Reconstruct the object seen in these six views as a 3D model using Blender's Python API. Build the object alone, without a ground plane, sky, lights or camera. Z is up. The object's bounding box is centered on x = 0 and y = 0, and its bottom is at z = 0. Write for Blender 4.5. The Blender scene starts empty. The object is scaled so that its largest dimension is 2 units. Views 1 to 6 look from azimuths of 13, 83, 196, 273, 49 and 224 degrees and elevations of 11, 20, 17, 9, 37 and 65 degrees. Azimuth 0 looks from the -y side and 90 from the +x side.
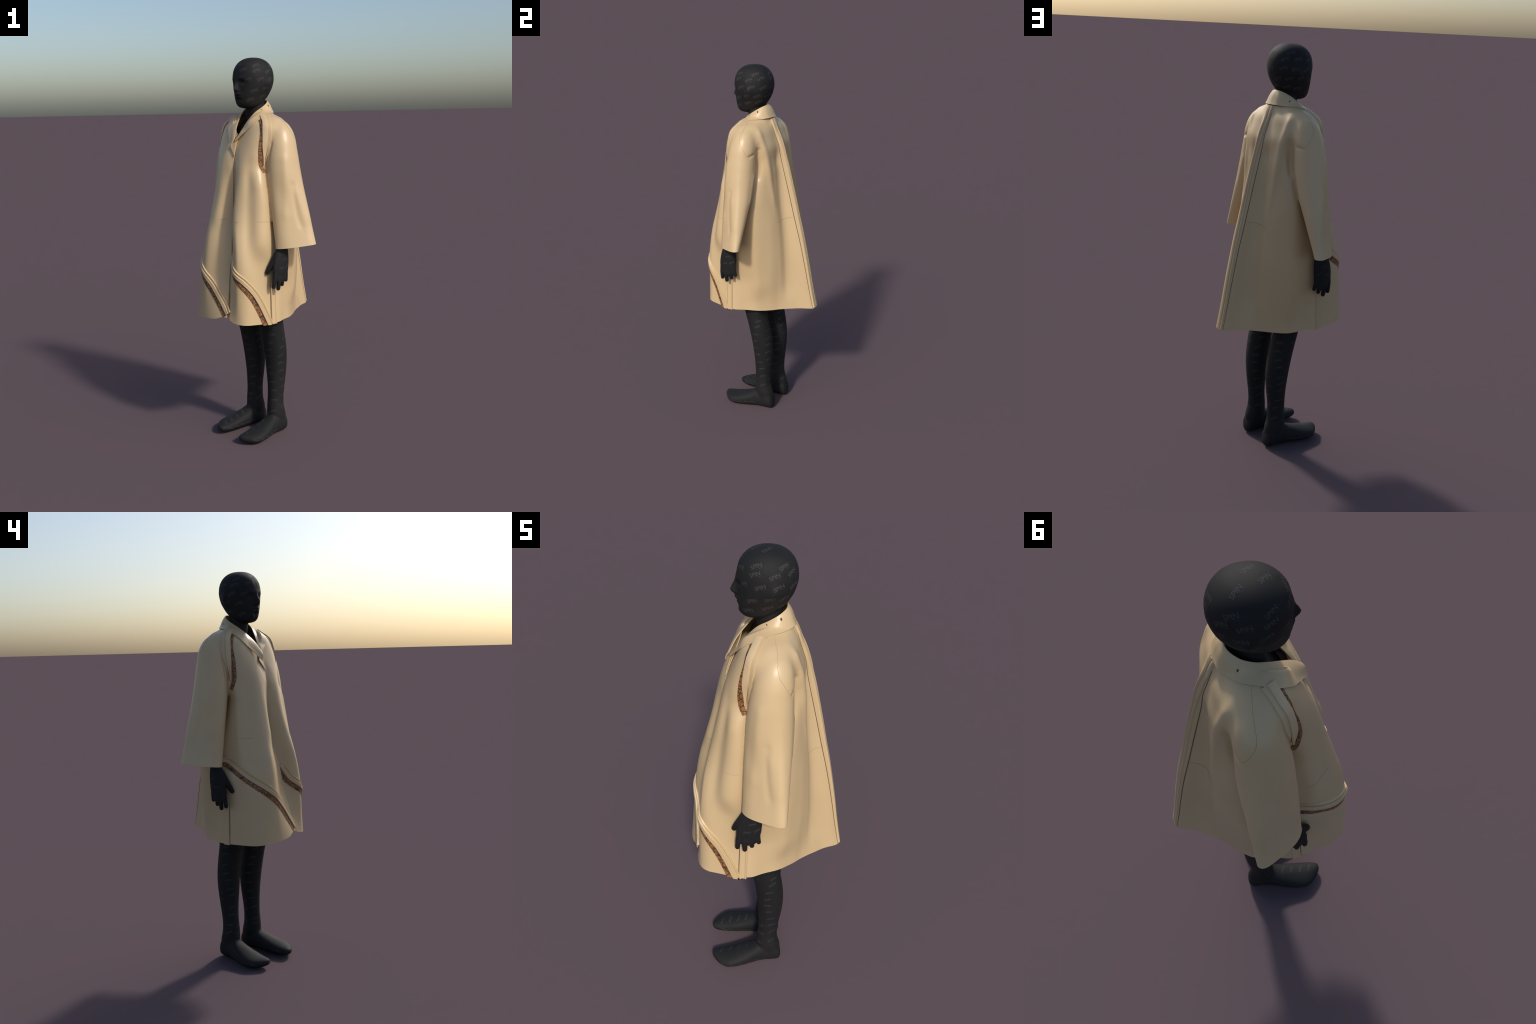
import bpy, bmesh, math
import numpy as np
from mathutils import Vector, noise
from mathutils.bvhtree import BVHTree

# ------------------------------------------------------------------ frame
# Everything is modelled in the mannequin's own frame: it faces -Y, its left
# hand is +X, feet on z = 0.  The root empty turns it into the scene.
TURN = math.radians(-37.0)
ROOT_AT = (-0.0160, 0.0120, 0.0)

root = bpy.data.objects.new("dressed_mannequin", None)
bpy.context.scene.collection.objects.link(root)
root.location = ROOT_AT
root.rotation_euler = (0, 0, TURN)
root["label"] = "black child mannequin wearing a cream flared trench coat"
root["category"] = "dressed mannequin"


def smooth01(t):
    t = np.clip(t, 0.0, 1.0)
    return t * t * (3 - 2 * t)


def cubic(xs, ys):
    """Catmull-Rom style cubic through control points (non uniform)."""
    xs = np.asarray(xs, float)
    ys = np.asarray(ys, float)
    m = np.gradient(ys, xs, axis=0)

    def f(x):
        x = np.clip(np.asarray(x, float), xs[0], xs[-1])
        i = np.clip(np.searchsorted(xs, x, side="right") - 1, 0, len(xs) - 2)
        h = xs[i + 1] - xs[i]
        t = (x - xs[i]) / h
        if ys.ndim > 1:
            t, h = t[..., None], h[..., None]
        return ((2 * t**3 - 3 * t**2 + 1) * ys[i] + (t**3 - 2 * t**2 + t) * h * m[i]
                + (-2 * t**3 + 3 * t**2) * ys[i + 1] + (t**3 - t**2) * h * m[i + 1])
    return f


# ------------------------------------------------------------------ materials
def new_material(name):
    m = bpy.data.materials.new(name)
    m.use_nodes = True
    nt = m.node_tree
    return m, nt, nt.nodes["Principled BSDF"]


def coat_material(name, base, dark, rough=0.42, weave=900.0, bump=0.10):
    m, nt, p = new_material(name)
    N, L = nt.nodes, nt.links
    tc = N.new("ShaderNodeTexCoord")
    n1 = N.new("ShaderNodeTexNoise")
    n1.inputs["Scale"].default_value = 3.2
    n1.inputs["Detail"].default_value = 3
    L.new(tc.outputs["Object"], n1.inputs["Vector"])
    r = N.new("ShaderNodeValToRGB")
    r.color_ramp.elements[0].position = 0.30
    r.color_ramp.elements[0].color = (*dark, 1)
    r.color_ramp.elements[1].position = 0.66
    r.color_ramp.elements[1].color = (*base, 1)
    L.new(n1.outputs["Fac"], r.inputs["Fac"])
    L.new(r.outputs["Color"], p.inputs["Base Color"])
    n2 = N.new("ShaderNodeTexNoise")
    n2.inputs["Scale"].default_value = weave
    n2.inputs["Detail"].default_value = 1
    L.new(tc.outputs["Object"], n2.inputs["Vector"])
    b = N.new("ShaderNodeBump")
    b.inputs["Strength"].default_value = bump
    b.inputs["Distance"].default_value = 0.0004
    L.new(n2.outputs["Fac"], b.inputs["Height"])
    L.new(b.outputs["Normal"], p.inputs["Normal"])
    p.inputs["Roughness"].default_value = rough
    p.inputs["Specular IOR Level"].default_value = 0.5
    return m


def body_material(name, col, rough=0.62):
    m, nt, p = new_material(name)
    N, L = nt.nodes, nt.links
    tc = N.new("ShaderNodeTexCoord")
    n1 = N.new("ShaderNodeTexNoise")
    n1.inputs["Scale"].default_value = 26
    n1.inputs["Detail"].default_value = 4
    L.new(tc.outputs["Object"], n1.inputs["Vector"])
    r = N.new("ShaderNodeValToRGB")
    r.color_ramp.elements[0].position = 0.35
    r.color_ramp.elements[0].color = (*[c * 0.93 for c in col], 1)
    r.color_ramp.elements[1].position = 0.65
    r.color_ramp.elements[1].color = (*[c * 1.06 for c in col], 1)
    L.new(n1.outputs["Fac"], r.inputs["Fac"])
    L.new(r.outputs["Color"], p.inputs["Base Color"])
    p.inputs["Roughness"].default_value = rough
    p.inputs["Specular IOR Level"].default_value = 0.28
    return m


def snake_material(name):
    """Reptile print: tan-orange saddles of many small scales on blue-black."""
    m, nt, p = new_material(name)
    N, L = nt.nodes, nt.links
    tc = N.new("ShaderNodeTexCoord")
    warp = N.new("ShaderNodeTexNoise")
    warp.inputs["Scale"].default_value = 45
    L.new(tc.outputs["Object"], warp.inputs["Vector"])
    sub = N.new("ShaderNodeVectorMath")
    sub.operation = "MULTIPLY_ADD"
    sub.inputs[1].default_value = (0.012, 0.012, 0.012)
    L.new(warp.outputs["Color"], sub.inputs[0])
    L.new(tc.outputs["Object"], sub.inputs[2])
    v = N.new("ShaderNodeTexVoronoi")
    v.feature = "DISTANCE_TO_EDGE"
    v.inputs["Scale"].default_value = 42
    L.new(sub.outputs["Vector"], v.inputs["Vector"])
    big = N.new("ShaderNodeValToRGB")
    big.color_ramp.elements[0].position = 0.035
    big.color_ramp.elements[1].position = 0.085
    L.new(v.outputs["Distance"], big.inputs["Fac"])
    v2 = N.new("ShaderNodeTexVoronoi")
    v2.feature = "DISTANCE_TO_EDGE"
    v2.inputs["Scale"].default_value = 260
    L.new(sub.outputs["Vector"], v2.inputs["Vector"])
    small = N.new("ShaderNodeValToRGB")
    small.color_ramp.elements[0].position = 0.02
    small.color_ramp.elements[0].color = (0.085, 0.032, 0.011, 1)
    small.color_ramp.elements[1].position = 0.24
    small.color_ramp.elements[1].color = (0.50, 0.205, 0.048, 1)
    L.new(v2.outputs["Distance"], small.inputs["Fac"])
    patch = N.new("ShaderNodeTexNoise")
    patch.inputs["Scale"].default_value = 38
    L.new(tc.outputs["Object"], patch.inputs["Vector"])
    pr = N.new("ShaderNodeValToRGB")
    pr.color_ramp.elements[0].position = 0.29
    pr.color_ramp.elements[1].position = 0.36
    L.new(patch.outputs["Fac"], pr.inputs["Fac"])
    mul = N.new("ShaderNodeMath")
    mul.operation = "MULTIPLY"
    L.new(big.outputs["Color"], mul.inputs[0])
    L.new(pr.outputs["Color"], mul.inputs[1])
    mix = N.new("ShaderNodeMix")
    mix.data_type = "RGBA"
    mix.inputs["A"].default_value = (0.030, 0.030, 0.038, 1)
    L.new(mul.outputs["Value"], mix.inputs["Factor"])
    L.new(small.outputs["Color"], mix.inputs["B"])
    L.new(mix.outputs["Result"], p.inputs["Base Color"])
    b = N.new("ShaderNodeBump")
    b.inputs["Strength"].default_value = 0.35
    b.inputs["Distance"].default_value = 0.001
    L.new(v2.outputs["Distance"], b.inputs["Height"])
    L.new(b.outputs["Normal"], p.inputs["Normal"])
    p.inputs["Roughness"].default_value = 0.45
    return m


CREAM = coat_material("cream_coated_cotton", (0.600, 0.440, 0.250), (0.560, 0.410, 0.230), rough=0.38)
CREAM_LIGHT = coat_material("cream_band", (0.640, 0.480, 0.285), (0.600, 0.445, 0.260), rough=0.38)
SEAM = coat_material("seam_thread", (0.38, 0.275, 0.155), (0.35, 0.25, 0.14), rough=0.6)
EDGE_AND_SHADE = coat_material("brown_edge_and_shade", (0.185, 0.105, 0.045), (0.15, 0.085, 0.038), rough=0.7)  # brown for baked shade beside the pleat and for side-band edges
MARK_DARK = coat_material("dark_mark", (0.05, 0.042, 0.032), (0.04, 0.034, 0.028), rough=0.7)  # near-black of the patches added on the collar
SNAKE = snake_material("reptile_print")
BLACK = body_material("matt_black_body", (0.0115, 0.0115, 0.0118), rough=0.72)
PRINT = body_material("grey_print", (0.056, 0.056, 0.057), rough=0.75)


# ------------------------------------------------------------------ mesh helpers
def make_object(name, verts, faces, mat, parent=root, normals=None, smooth=True):
    me = bpy.data.meshes.new(name)
    me.from_pydata([tuple(v) for v in np.asarray(verts, float)], [], [tuple(int(i) for i in f) for f in faces])
    me.update()
    if smooth:
        me.polygons.foreach_set("use_smooth", np.ones(len(me.polygons), bool))
    if normals is not None:
        me.normals_split_custom_set_from_vertices([tuple(n) for n in normals])
    me.materials.append(mat)
    ob = bpy.data.objects.new(name, me)
    bpy.context.scene.collection.objects.link(ob)
    ob.parent = parent
    return ob


def ring_loft(rings, cap=True):
    """Closed rings (k, n, 3) -> verts, quads, with end caps as fans."""
    rings = np.asarray(rings, float)
    k, n, _ = rings.shape
    V = rings.reshape(-1, 3)
    F = []
    for i in range(k - 1):
        for j in range(n):
            a, b = i * n + j, i * n + (j + 1) % n
            F.append((a, b, b + n, a + n))
    if cap:
        V = np.vstack([V, rings[0].mean(0), rings[-1].mean(0)])
        c0, c1 = k * n, k * n + 1
        for j in range(n):
            F.append((c0, (j + 1) % n, j))
            F.append((c1, (k - 1) * n + j, (k - 1) * n + (j + 1) % n))
    return V, F


def join(parts):
    V, F, o = [], [], 0
    for v, f in parts:
        V.append(v)
        F += [tuple(i + o for i in q) for q in f]
        o += len(v)
    return np.vstack(V), F


def fuse(parts, voxel, smooth_iter, factor=0.5):
    """Union of closed pieces into one smooth skin; returns numpy verts, tris."""
    V, F = join(parts)
    me = bpy.data.meshes.new("fuse")
    me.from_pydata([tuple(v) for v in V], [], F)
    me.update()
    bm = bmesh.new()
    bm.from_mesh(me)
    bmesh.ops.recalc_face_normals(bm, faces=bm.faces)
    bm.to_mesh(me)
    bm.free()
    ob = bpy.data.objects.new("fuse", me)
    bpy.context.scene.collection.objects.link(ob)
    r = ob.modifiers.new("r", "REMESH")
    r.mode = "VOXEL"
    r.voxel_size = voxel
    if smooth_iter:
        s = ob.modifiers.new("s", "SMOOTH")
        s.iterations = smooth_iter
        s.factor = factor
    t = ob.modifiers.new("t", "TRIANGULATE")
    dg = bpy.context.evaluated_depsgraph_get()
    ev = ob.evaluated_get(dg)
    m2 = bpy.data.meshes.new_from_object(ev)
    V = np.empty(len(m2.vertices) * 3)
    m2.vertices.foreach_get("co", V)
    T = np.empty(len(m2.polygons) * 3, int)
    m2.polygons.foreach_get("vertices", T)
    bpy.data.objects.remove(ob)
    bpy.data.meshes.remove(me)
    bpy.data.meshes.remove(m2)
    return V.reshape(-1, 3), T.reshape(-1, 3)


def vertex_normals(V, T):
    a, b, c = V[T[:, 0]], V[T[:, 1]], V[T[:, 2]]
    fn = np.cross(b - a, c - a)
    N = np.zeros_like(V)
    for k in range(3):
        np.add.at(N, T[:, k], fn)
    return N / np.maximum(np.linalg.norm(N, axis=1, keepdims=True), 1e-12)


def split_by(V, T, D, f):
    """Cut triangles along the zero line of f (per vertex); D = dict of vertex data carried along."""
    f = np.where(np.abs(f) < 1e-7, 1e-7, f)
    s = f[T] > 0
    mixed = s.any(1) & ~s.all(1)
    keep = T[~mixed]
    cut = T[mixed]
    cache, newV, newD = {}, [], {k: [] for k in D}
    base = len(V)

    def mid(i, j):
        key = (i, j) if i < j else (j, i)
        if key not in cache:
            a, b = key
            t = f[a] / (f[a] - f[b])
            newV.append(V[a] + t * (V[b] - V[a]))
            for k in D:
                newD[k].append(D[k][a] + t * (D[k][b] - D[k][a]))
            cache[key] = base + len(newV) - 1
        return cache[key]
    out = []
    for a, b, c in cut.tolist():
        sa, sb, sc = f[a] > 0, f[b] > 0, f[c] > 0
        if sa == sb:
            a, b, c = c, a, b
        elif sa == sc:
            a, b, c = b, c, a
        p, q = mid(a, b), mid(a, c)
        out += [(a, p, q), (p, b, c), (p, c, q)]
    V2 = np.vstack([V, np.array(newV)]) if newV else V
    D2 = {k: (np.concatenate([D[k], np.array(newD[k])]) if newD[k] else D[k]) for k in D}
    T2 = np.vstack([keep, np.array(out, int)]) if out else keep
    return V2, T2, D2


def compact(V, T, *arrs):
    used = np.unique(T)
    mp = np.full(len(V), -1)
    mp[used] = np.arange(len(used))
    return (V[used], mp[T], *[a[used] for a in arrs])


def boundary_edges(T):
    E = np.vstack([T[:, [0, 1]], T[:, [1, 2]], T[:, [2, 0]]])
    key = np.sort(E, axis=1)
    _, inv, cnt = np.unique(key, axis=0, return_inverse=True, return_counts=True)
    return E[cnt[inv.ravel()] == 1]


def shell(V, T, N, thick):
    """Outer skin + inner skin + rim; returns verts, tris/quads, normals."""
    n = len(V)
    VI = V - N * thick
    B = boundary_edges(T)
    bv = np.unique(B)
    mp = {int(v): i for i, v in enumerate(bv)}
    o = 2 * n
    rimV = np.vstack([V[bv], VI[bv]])
    m = len(bv)
    faces = [tuple(t) for t in T.tolist()] + [(a + n, c + n, b + n) for a, b, c in T.tolist()]
    rn = np.zeros((m, 3))
    for a, b in B.tolist():
        ia, ib = mp[a], mp[b]
        faces.append((o + ib, o + ia, o + m + ia, o + m + ib))
        e = np.cross(V[b] - V[a], N[a])
        rn[ia] += e
        rn[ib] += e
    rn /= np.maximum(np.linalg.norm(rn, axis=1, keepdims=True), 1e-12)
    return np.vstack([V, VI, rimV]), faces, np.vstack([N, -N, rn, rn])


# ------------------------------------------------------------------ coat base form
# Radius of the coat about the body axis.  Columns: degrees from the front
# (0 = front, 90 = side, 180 = back pleat); rows: heights.
PHI = np.array([0, 8, 15, 22, 30, 40, 52, 66, 80, 90, 105, 120, 135, 150, 162, 171, 176, 180.0])
COAT = [
    (0.60, [.300, .303, .308, .312, .313, .302, .272, .252, .245, .228, .212, .203, .205, .222, .256, .304, .358, .362]),
    (0.667, [.290, .294, .300, .306, .308, .297, .268, .248, .240, .224, .208, .202, .205, .218, .247, .292, .345, .348]),
    (0.80, [.256, .268, .283, .298, .300, .290, .262, .240, .234, .224, .212, .209, .212, .218, .234, .272, .320, .325]),
    (0.95, [.220, .238, .268, .290, .292, .280, .252, .237, .230, .226, .221, .219, .217, .214, .222, .252, .295, .300]),
    (1.10, [.188, .212, .248, .268, .266, .252, .250, .244, .228, .221, .224, .222, .214, .205, .207, .228, .266, .272]),
    (1.20, [.158, .188, .228, .241, .241, .231, .234, .233, .210, .206, .219, .217, .208, .197, .195, .212, .243, .250]),
    (1.30, [.153, .175, .205, .215, .218, .214, .219, .219, .178, .168, .202, .209, .199, .186, .182, .196, .222, .230]),
    (1.40, [.151, .167, .183, .193, .198, .195, .204, .193, .150, .142, .168, .195, .192, .176, .171, .178, .199, .208]),
    (1.46, [.150, .163, .171, .179, .185, .187, .190, .176, .155, .145, .150, .182, .190, .172, .165, .168, .184, .194]),
    (1.52, [.142, .146, .154, .161, .169, .178, .187, .182, .170, .160, .160, .176, .185, .165, .153, .157, .168, .178]),
    (1.58, [.122, .124, .129, .136, .146, .160, .176, .188, .195, .195, .190, .190, .182, .162, .149, .147, .153, .163]),
    (1.63, [.100, .101, .105, .112, .122, .138, .158, .178, .205, .212, .208, .190, .164, .145, .134, .131, .138, .145]),
    (1.67, [.085, .085, .088, .094, .103, .117, .135, .160, .184, .198, .196, .172, .147, .130, .121, .119, .122, .125]),
    (1.70, [.080, .080, .083, .086, .090, .094, .100, .112, .140, .160, .160, .142, .120, .110, .106, .110, .112, .112]),
    (1.725, [.060, .060, .062, .064, .066, .068, .070, .074, .080, .085, .092, .096, .096, .095, .095, .097, .099, .099]),
    (1.76, [.045, .045, .045, .045, .045, .047, .050, .053, .057, .060, .062, .064, .066, .068, .070, .072, .074, .074]),
]
_cz = np.array([r[0] for r in COAT])
_ct = np.array([r[1] for r in COAT])
_row = cubic(_cz, _ct)


_valley = cubic([0.60, 0.71, 0.88, 0.95, 1.04, 1.15, 1.30, 1.50, 1.60, 1.76], [16, 15, 13.6, 13, 12, 8, 6.5, 7, 3, 0])


def warp_phi(phi, z):
    """the front closure lies left of centre: slide the valley of the section over"""
    c0 = _valley(z)
    right = np.where(phi > -40, (phi - c0) * 40 / (40 + c0), phi)
    left = np.where(phi < 45, (phi - c0) * 45 / (45 - c0), phi)
    return np.where(phi < c0, right, left)


def side_bias(phi, z):
    """small left/right differences: the right front swings wider at the hem"""
    low = smooth01((1.0 - z) / 0.35)
    mid = smooth01((z - 0.80) / 0.12) * smooth01((1.22 - z) / 0.1)
    b = low * (0.012 * np.exp(-((phi + 34) / 14.0) ** 2) - 0.004 * np.exp(-((phi - 30) / 18.0) ** 2))
    b = b - mid * 0.012 * np.exp(-((phi + 6) / 9.0) ** 2)
    lowside = smooth01((1.02 - z) / 0.2)
    b = b - lowside * (0.018 * np.exp(-((phi - 92) / 20.0) ** 2) + 0.012 * np.exp(-((phi + 88) / 14.0) ** 2))
    b = b + smooth01((1.15 - z) / 0.2) * 0.010 * np.exp(-((phi + 112) / 14.0) ** 2)
    b = b - smooth01((0.98 - z) / 0.2) * 0.006 * np.exp(-((phi - 150) / 14.0) ** 2)
    b = b - smooth01((0.85 - z) / 0.15) * 0.011 * np.exp(-((phi - 126) / 18.0) ** 2)
    chest = smooth01((z - 0.98) / 0.1) * smooth01((1.46 - z) / 0.1)
    b = b + chest * (0.012 * np.exp(-((phi - 55) / 10.0) ** 2) - 0.018 * np.exp(-((phi - 77) / 8.0) ** 2) - 0.030 * np.exp(-((phi + 66) / 13.0) ** 2))
    a = np.abs(phi)
    back = smooth01((z - 0.70) / 0.12) * smooth01((1.58 - z) / 0.1)
    b = b + back * (0.009 * np.exp(-((a - 112) / 11.0) ** 2) - 0.010 * np.exp(-((a - 163) / 8.0) ** 2))
    return b


def coat_body_solid():
    phis = np.linspace(-180, 180, 181)[:-1]
    zs = np.concatenate([np.linspace(0.60, 1.45, 60), np.linspace(1.46, 1.76, 46)])
    rings = []
    for z in zs:
        r = cubic(PHI, _row(np.array(z)))(np.abs(warp_phi(phis, np.array(z)))) + side_bias(phis, z)
        a = np.radians(phis)
        rings.append(np.c_[r * np.sin(a), -r * np.cos(a), np.full(len(a), z)])
    return ring_loft(rings)


# sleeve: centre and flattened section; long axis runs front-inside to back-outside
SLEEVE = [  # z, cx, cy, half long, half short, power, axis angle
    (1.00, .330, -.009, 0.1050, .032, 2.2, 139),
    (1.07, .313, -.004, 0.1020, .034, 2.2, 140),
    (1.15, .290, -.001, 0.0980, .040, 2.2, 143),
    (1.25, .263, .003, 0.0935, .052, 2.1, 148),
    (1.35, .234, .007, 0.0900, .066, 2.0, 153),
    (1.45, .209, .011, 0.0860, .075, 2.0, 158),
    (1.53, .195, .015, 0.0800, .074, 2.0, 160),
    (1.60, .184, .020, .0730, .068, 2.0, 162),
    (1.65, .172, .025, .0560, .055, 2.0, 162),
    (1.678, .163, .028, .0350, .035, 2.0, 162),
    (1.692, .158, .030, .0100, .010, 2.0, 162),
]
_sz = np.array([r[0] for r in SLEEVE])
_sl = cubic(_sz, np.array([r[1:] for r in SLEEVE]))
LONG = np.array([math.sin(math.radians(140)), -math.cos(math.radians(140))])


def sleeve_solid(side):
    zs = np.linspace(1.0, 1.692, 72)
    t = np.linspace(0, 2 * np.pi, 97)[:-1]
    rings = []
    for z in zs:
        cx, cy, a, b, p, ang = _sl(np.array(z))
        lg = np.array([math.sin(math.radians(ang)), -math.cos(math.radians(ang))])
        sh = np.array([-lg[1], lg[0]])
        ct, st = np.cos(t), np.sin(t)
        u = a * np.sign(ct) * np.abs(ct) ** (2 / p)
        v = b * np.sign(st) * np.abs(st) ** (2 / p)
        # soft dents along the cloth
        low = smooth01((1.45 - z) / 0.2)
        v = v * (1 + 0.10 * low * np.sin(3.1 * ct + 9 * z))
        xy = np.array([cx, cy]) + u[:, None] * lg + v[:, None] * sh
        rings.append(np.c_[side * xy[:, 0], xy[:, 1], np.full(len(t), z)])
    return ring_loft(rings)


CV, CT = fuse([coat_body_solid(), sleeve_solid(1), sleeve_solid(-1)], 0.0045, 6)

# which skin belongs to a sleeve tube below the armpit
def sleeve_score(P):
    z = np.clip(P[:, 2], 1.0, 1.692)
    c = _sl(z)
    ang = np.radians(c[:, 5])
    lx, ly = np.sin(ang), -np.cos(ang)
    x, y = np.abs(P[:, 0]) - c[:, 0], P[:, 1] - c[:, 1]
    u, v = x * lx + y * ly, -x * ly + y * lx
    return np.sqrt((u / c[:, 2]) ** 2 + (v / c[:, 3]) ** 2)


def body_score(P):
    z = np.clip(P[:, 2], 0.60, 1.76)
    rows = _row(z)
    a = np.abs(warp_phi(np.degrees(np.arctan2(P[:, 0], -P[:, 1])), z))
    i = np.clip(np.searchsorted(PHI, a, side="right") - 1, 0, len(PHI) - 2)
    t = (a - PHI[i]) / (PHI[i + 1] - PHI[i])
    k = np.arange(len(P))
    r = rows[k, i] * (1 - t) + rows[k, i + 1] * t
    return np.hypot(P[:, 0], P[:, 1]) / r


# armhole line: |x| of the seam at each height
ARM = cubic([1.30, 1.42, 1.46, 1.52, 1.58, 1.63, 1.67, 1.70, 1.73], [.150, .152, .154, .153, .148, .138, .120, .098, .075])


def is_sleeve_value(P):
    """> 0 on the sleeve"""
    up = np.abs(P[:, 0]) - ARM(P[:, 2])
    low = np.abs(body_score(P) - 1) - np.maximum(sleeve_score(P) - 1, 0) - 0.004
    return np.where(P[:, 2] > 1.43, up, low)


def relax(V_, T_, weight, times):
    """Laplacian smoothing with a per-vertex weight"""
    E_ = np.vstack([T_[:, [0, 1]], T_[:, [1, 2]], T_[:, [2, 0]]])
    cnt = np.bincount(E_[:, 0], minlength=len(V_)).astype(float)
    for _ in range(times):
        acc = np.stack([np.bincount(E_[:, 0], weights=V_[E_[:, 1], k], minlength=len(V_)) for k in range(3)], 1)
        V_ = V_ + weight[:, None] * (acc / np.maximum(cnt, 1)[:, None] - V_)
    return V_


CV = relax(CV, CT, 0.6 * smooth01((CV[:, 2] - 1.50) / 0.06) * smooth01((np.abs(CV[:, 0]) - 0.05) / 0.05), 24)


# ---- soft folds pressed into the skin: polylines with a width and a height
def line_distance(P, line):
    best = np.full(len(P), 9.0)
    par = np.zeros(len(P))
    L_ = np.array(line, float)
    m = len(L_) - 1
    for i in range(m):
        a, b = L_[i], L_[i + 1]
        t = np.clip(((P - a) @ (b - a)) / ((b - a) @ (b - a)), 0, 1)
        d = np.linalg.norm(P - a - t[:, None] * (b - a), axis=1)
        par = np.where(d < best, (i + t) / m, par)
        best = np.minimum(best, d)
    return best, par


FOLDS = [  # line, width, height; mirrored to both sides
    ([(.132, .075, 1.690), (.140, .102, 1.650), (.138, .118, 1.600), (.128, .130, 1.530), (.120, .142, 1.450), (.112, .155, 1.340), (.106, .168, 1.220)], .017, .0065),
    ([(.160, .108, 1.600), (.165, .100, 1.540), (.158, .092, 1.460), (.160, .092, 1.40)], .013, -.010),
    ([(.237, .080, 1.552), (.200, .098, 1.560), (.165, .106, 1.580)], .008, -.0045),
    ([(.299, .000, 1.400), (.302, -.006, 1.327), (.317, .004, 1.227), (.336, .020, 1.140)], .016, -.0045),
    ([(.262, -.030, 1.540), (.280, -.040, 1.420), (.290, -.048, 1.300), (.292, -.055, 1.180)], .022, .0040),
    ([(.290, .050, 1.480), (.318, .055, 1.330), (.350, .050, 1.150)], .020, .0040),
    ([(.201, -.055, 1.590), (.192, -.067, 1.524), (.186, -.078, 1.470)], .007, -.0045),
    ([(.205, .098, 1.470), (.232, .095, 1.380), (.262, .085, 1.290)], .012, .0040),
    ([(.150, -.100, 1.440), (.170, -.120, 1.300), (.185, -.150, 1.100)], .020, .0035),
]


def fold_field(P):
    d = np.zeros(len(P))
    for line, w, h in FOLDS:
        for sg in (1, -1):
            ln = [(sg * x, y, z) for x, y, z in line]
            r, t = line_distance(P, ln)
            fade = smooth01(t / 0.15) * smooth01((1 - t) / 0.15) * (1.0 if sg > 0 else 0.9)
            d += h * np.exp(-(r / w) ** 2) * (0.25 + 0.75 * fade)
    uneven = np.array([noise.noise(Vector((x * 9, y * 9, z * 4))) for x, y, z in P])
    return d + 0.0014 * uneven


N0 = vertex_normals(CV, CT)
CV = CV + N0 * fold_field(CV)[:, None]
CN = vertex_normals(CV, CT)
COAT_BVH = BVHTree.FromPolygons([tuple(v) for v in CV], [tuple(t) for t in CT.tolist()])


def trim_bvh(V_, T_):
    global COAT_BVH
    COAT_BVH = BVHTree.FromPolygons([tuple(v) for v in V_], [tuple(t) for t in T_.tolist()])


def on_coat(p):
    q, n, i, d = COAT_BVH.find_nearest(Vector(p))
    return np.array(q), np.array(n)


def on_coat_radial(phi_deg, z):
    """point of the coat skin hit from far outside toward the axis at (phi, z)"""
    a = math.radians(phi_deg)
    d = np.array([math.sin(a), -math.cos(a), 0.0])
    r = float(cubic(PHI, _row(np.array(z)))(np.abs(warp_phi(np.array(float(phi_deg)), np.array(z)))))
    p = d * r
    p[2] = z
    q, n = on_coat(p)
    return q


# ---- hems, neckline
def front_edge_x(z):
    """line of the right front's free edge"""
    return cubic([0.60, 0.709, 0.80, 0.877, 0.954, 1.036, 1.15, 1.25, 1.5, 1.62], [.082, .077, .068, .057, .051, .045, .024, .016, .014, .010])(z)


def hem_value(P):
    phi = np.degrees(np.arctan2(P[:, 0], -P[:, 1]))
    h = 0.667 + 0.017 * np.exp(-((phi - 4) / 38.0) ** 2) + 0.020 * np.exp(-((phi - 13) / 9.0) ** 2)
    h = h - 0.006 * np.exp(-((np.abs(phi) - 128) / 28.0) ** 2)
    return P[:, 2] - h


def sleeve_hem_value(P):
    # plane through the two hem corners
    return P[:, 2] - (1.066 + 0.10 * ((np.abs(P[:, 0]) - 0.311) * LONG[0] + P[:, 1] * LONG[1]))


def neck_value(P):
    x = np.abs(P[:, 0] - 0.004)
    front = 1.588 + 1.85 * x
    lim = np.where(P[:, 1] < 0.0, np.minimum(front, 1.722), 1.722)
    return lim - P[:, 2]


V, T, D = CV, CT, {"n": CN}
sv = is_sleeve_value(V)
f = np.where((sv > 0) & (V[:, 2] < 1.3), sleeve_hem_value(V), 1.0)
V, T, D = split_by(V, T, D, f)
tri_c = V[T].mean(1)
slv_tri = (is_sleeve_value(tri_c) > 0)
T = T[~(slv_tri & (tri_c[:, 2] < 1.3) & (sleeve_hem_value(tri_c) < 0))]
f = np.where(V[:, 2] < 0.85, hem_value(V), 1.0)
V, T, D = split_by(V, T, D, f)
T = T[hem_value(V[T].mean(1)) > 0]
f = np.where(V[:, 2] > 1.5, neck_value(V), 1.0)
V, T, D = split_by(V, T, D, f)
T = T[neck_value(V[T].mean(1)) > 0]
# armhole
f = np.where(V[:, 2] > 1.40, np.abs(V[:, 0]) - ARM(V[:, 2]), is_sleeve_value(V))
V, T, D = split_by(V, T, D, f)
# side seam between front and back
SEAM_PHI = 71.0
ph = np.abs(np.degrees(np.arctan2(V[:, 0], -V[:, 1])))
V, T, D = split_by(V, T, D, ph - SEAM_PHI)
trim_bvh(CV, CT[~((is_sleeve_value(CV[CT].mean(1)) > 0) & (CV[CT].mean(1)[:, 2] < 1.36))])
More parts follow.
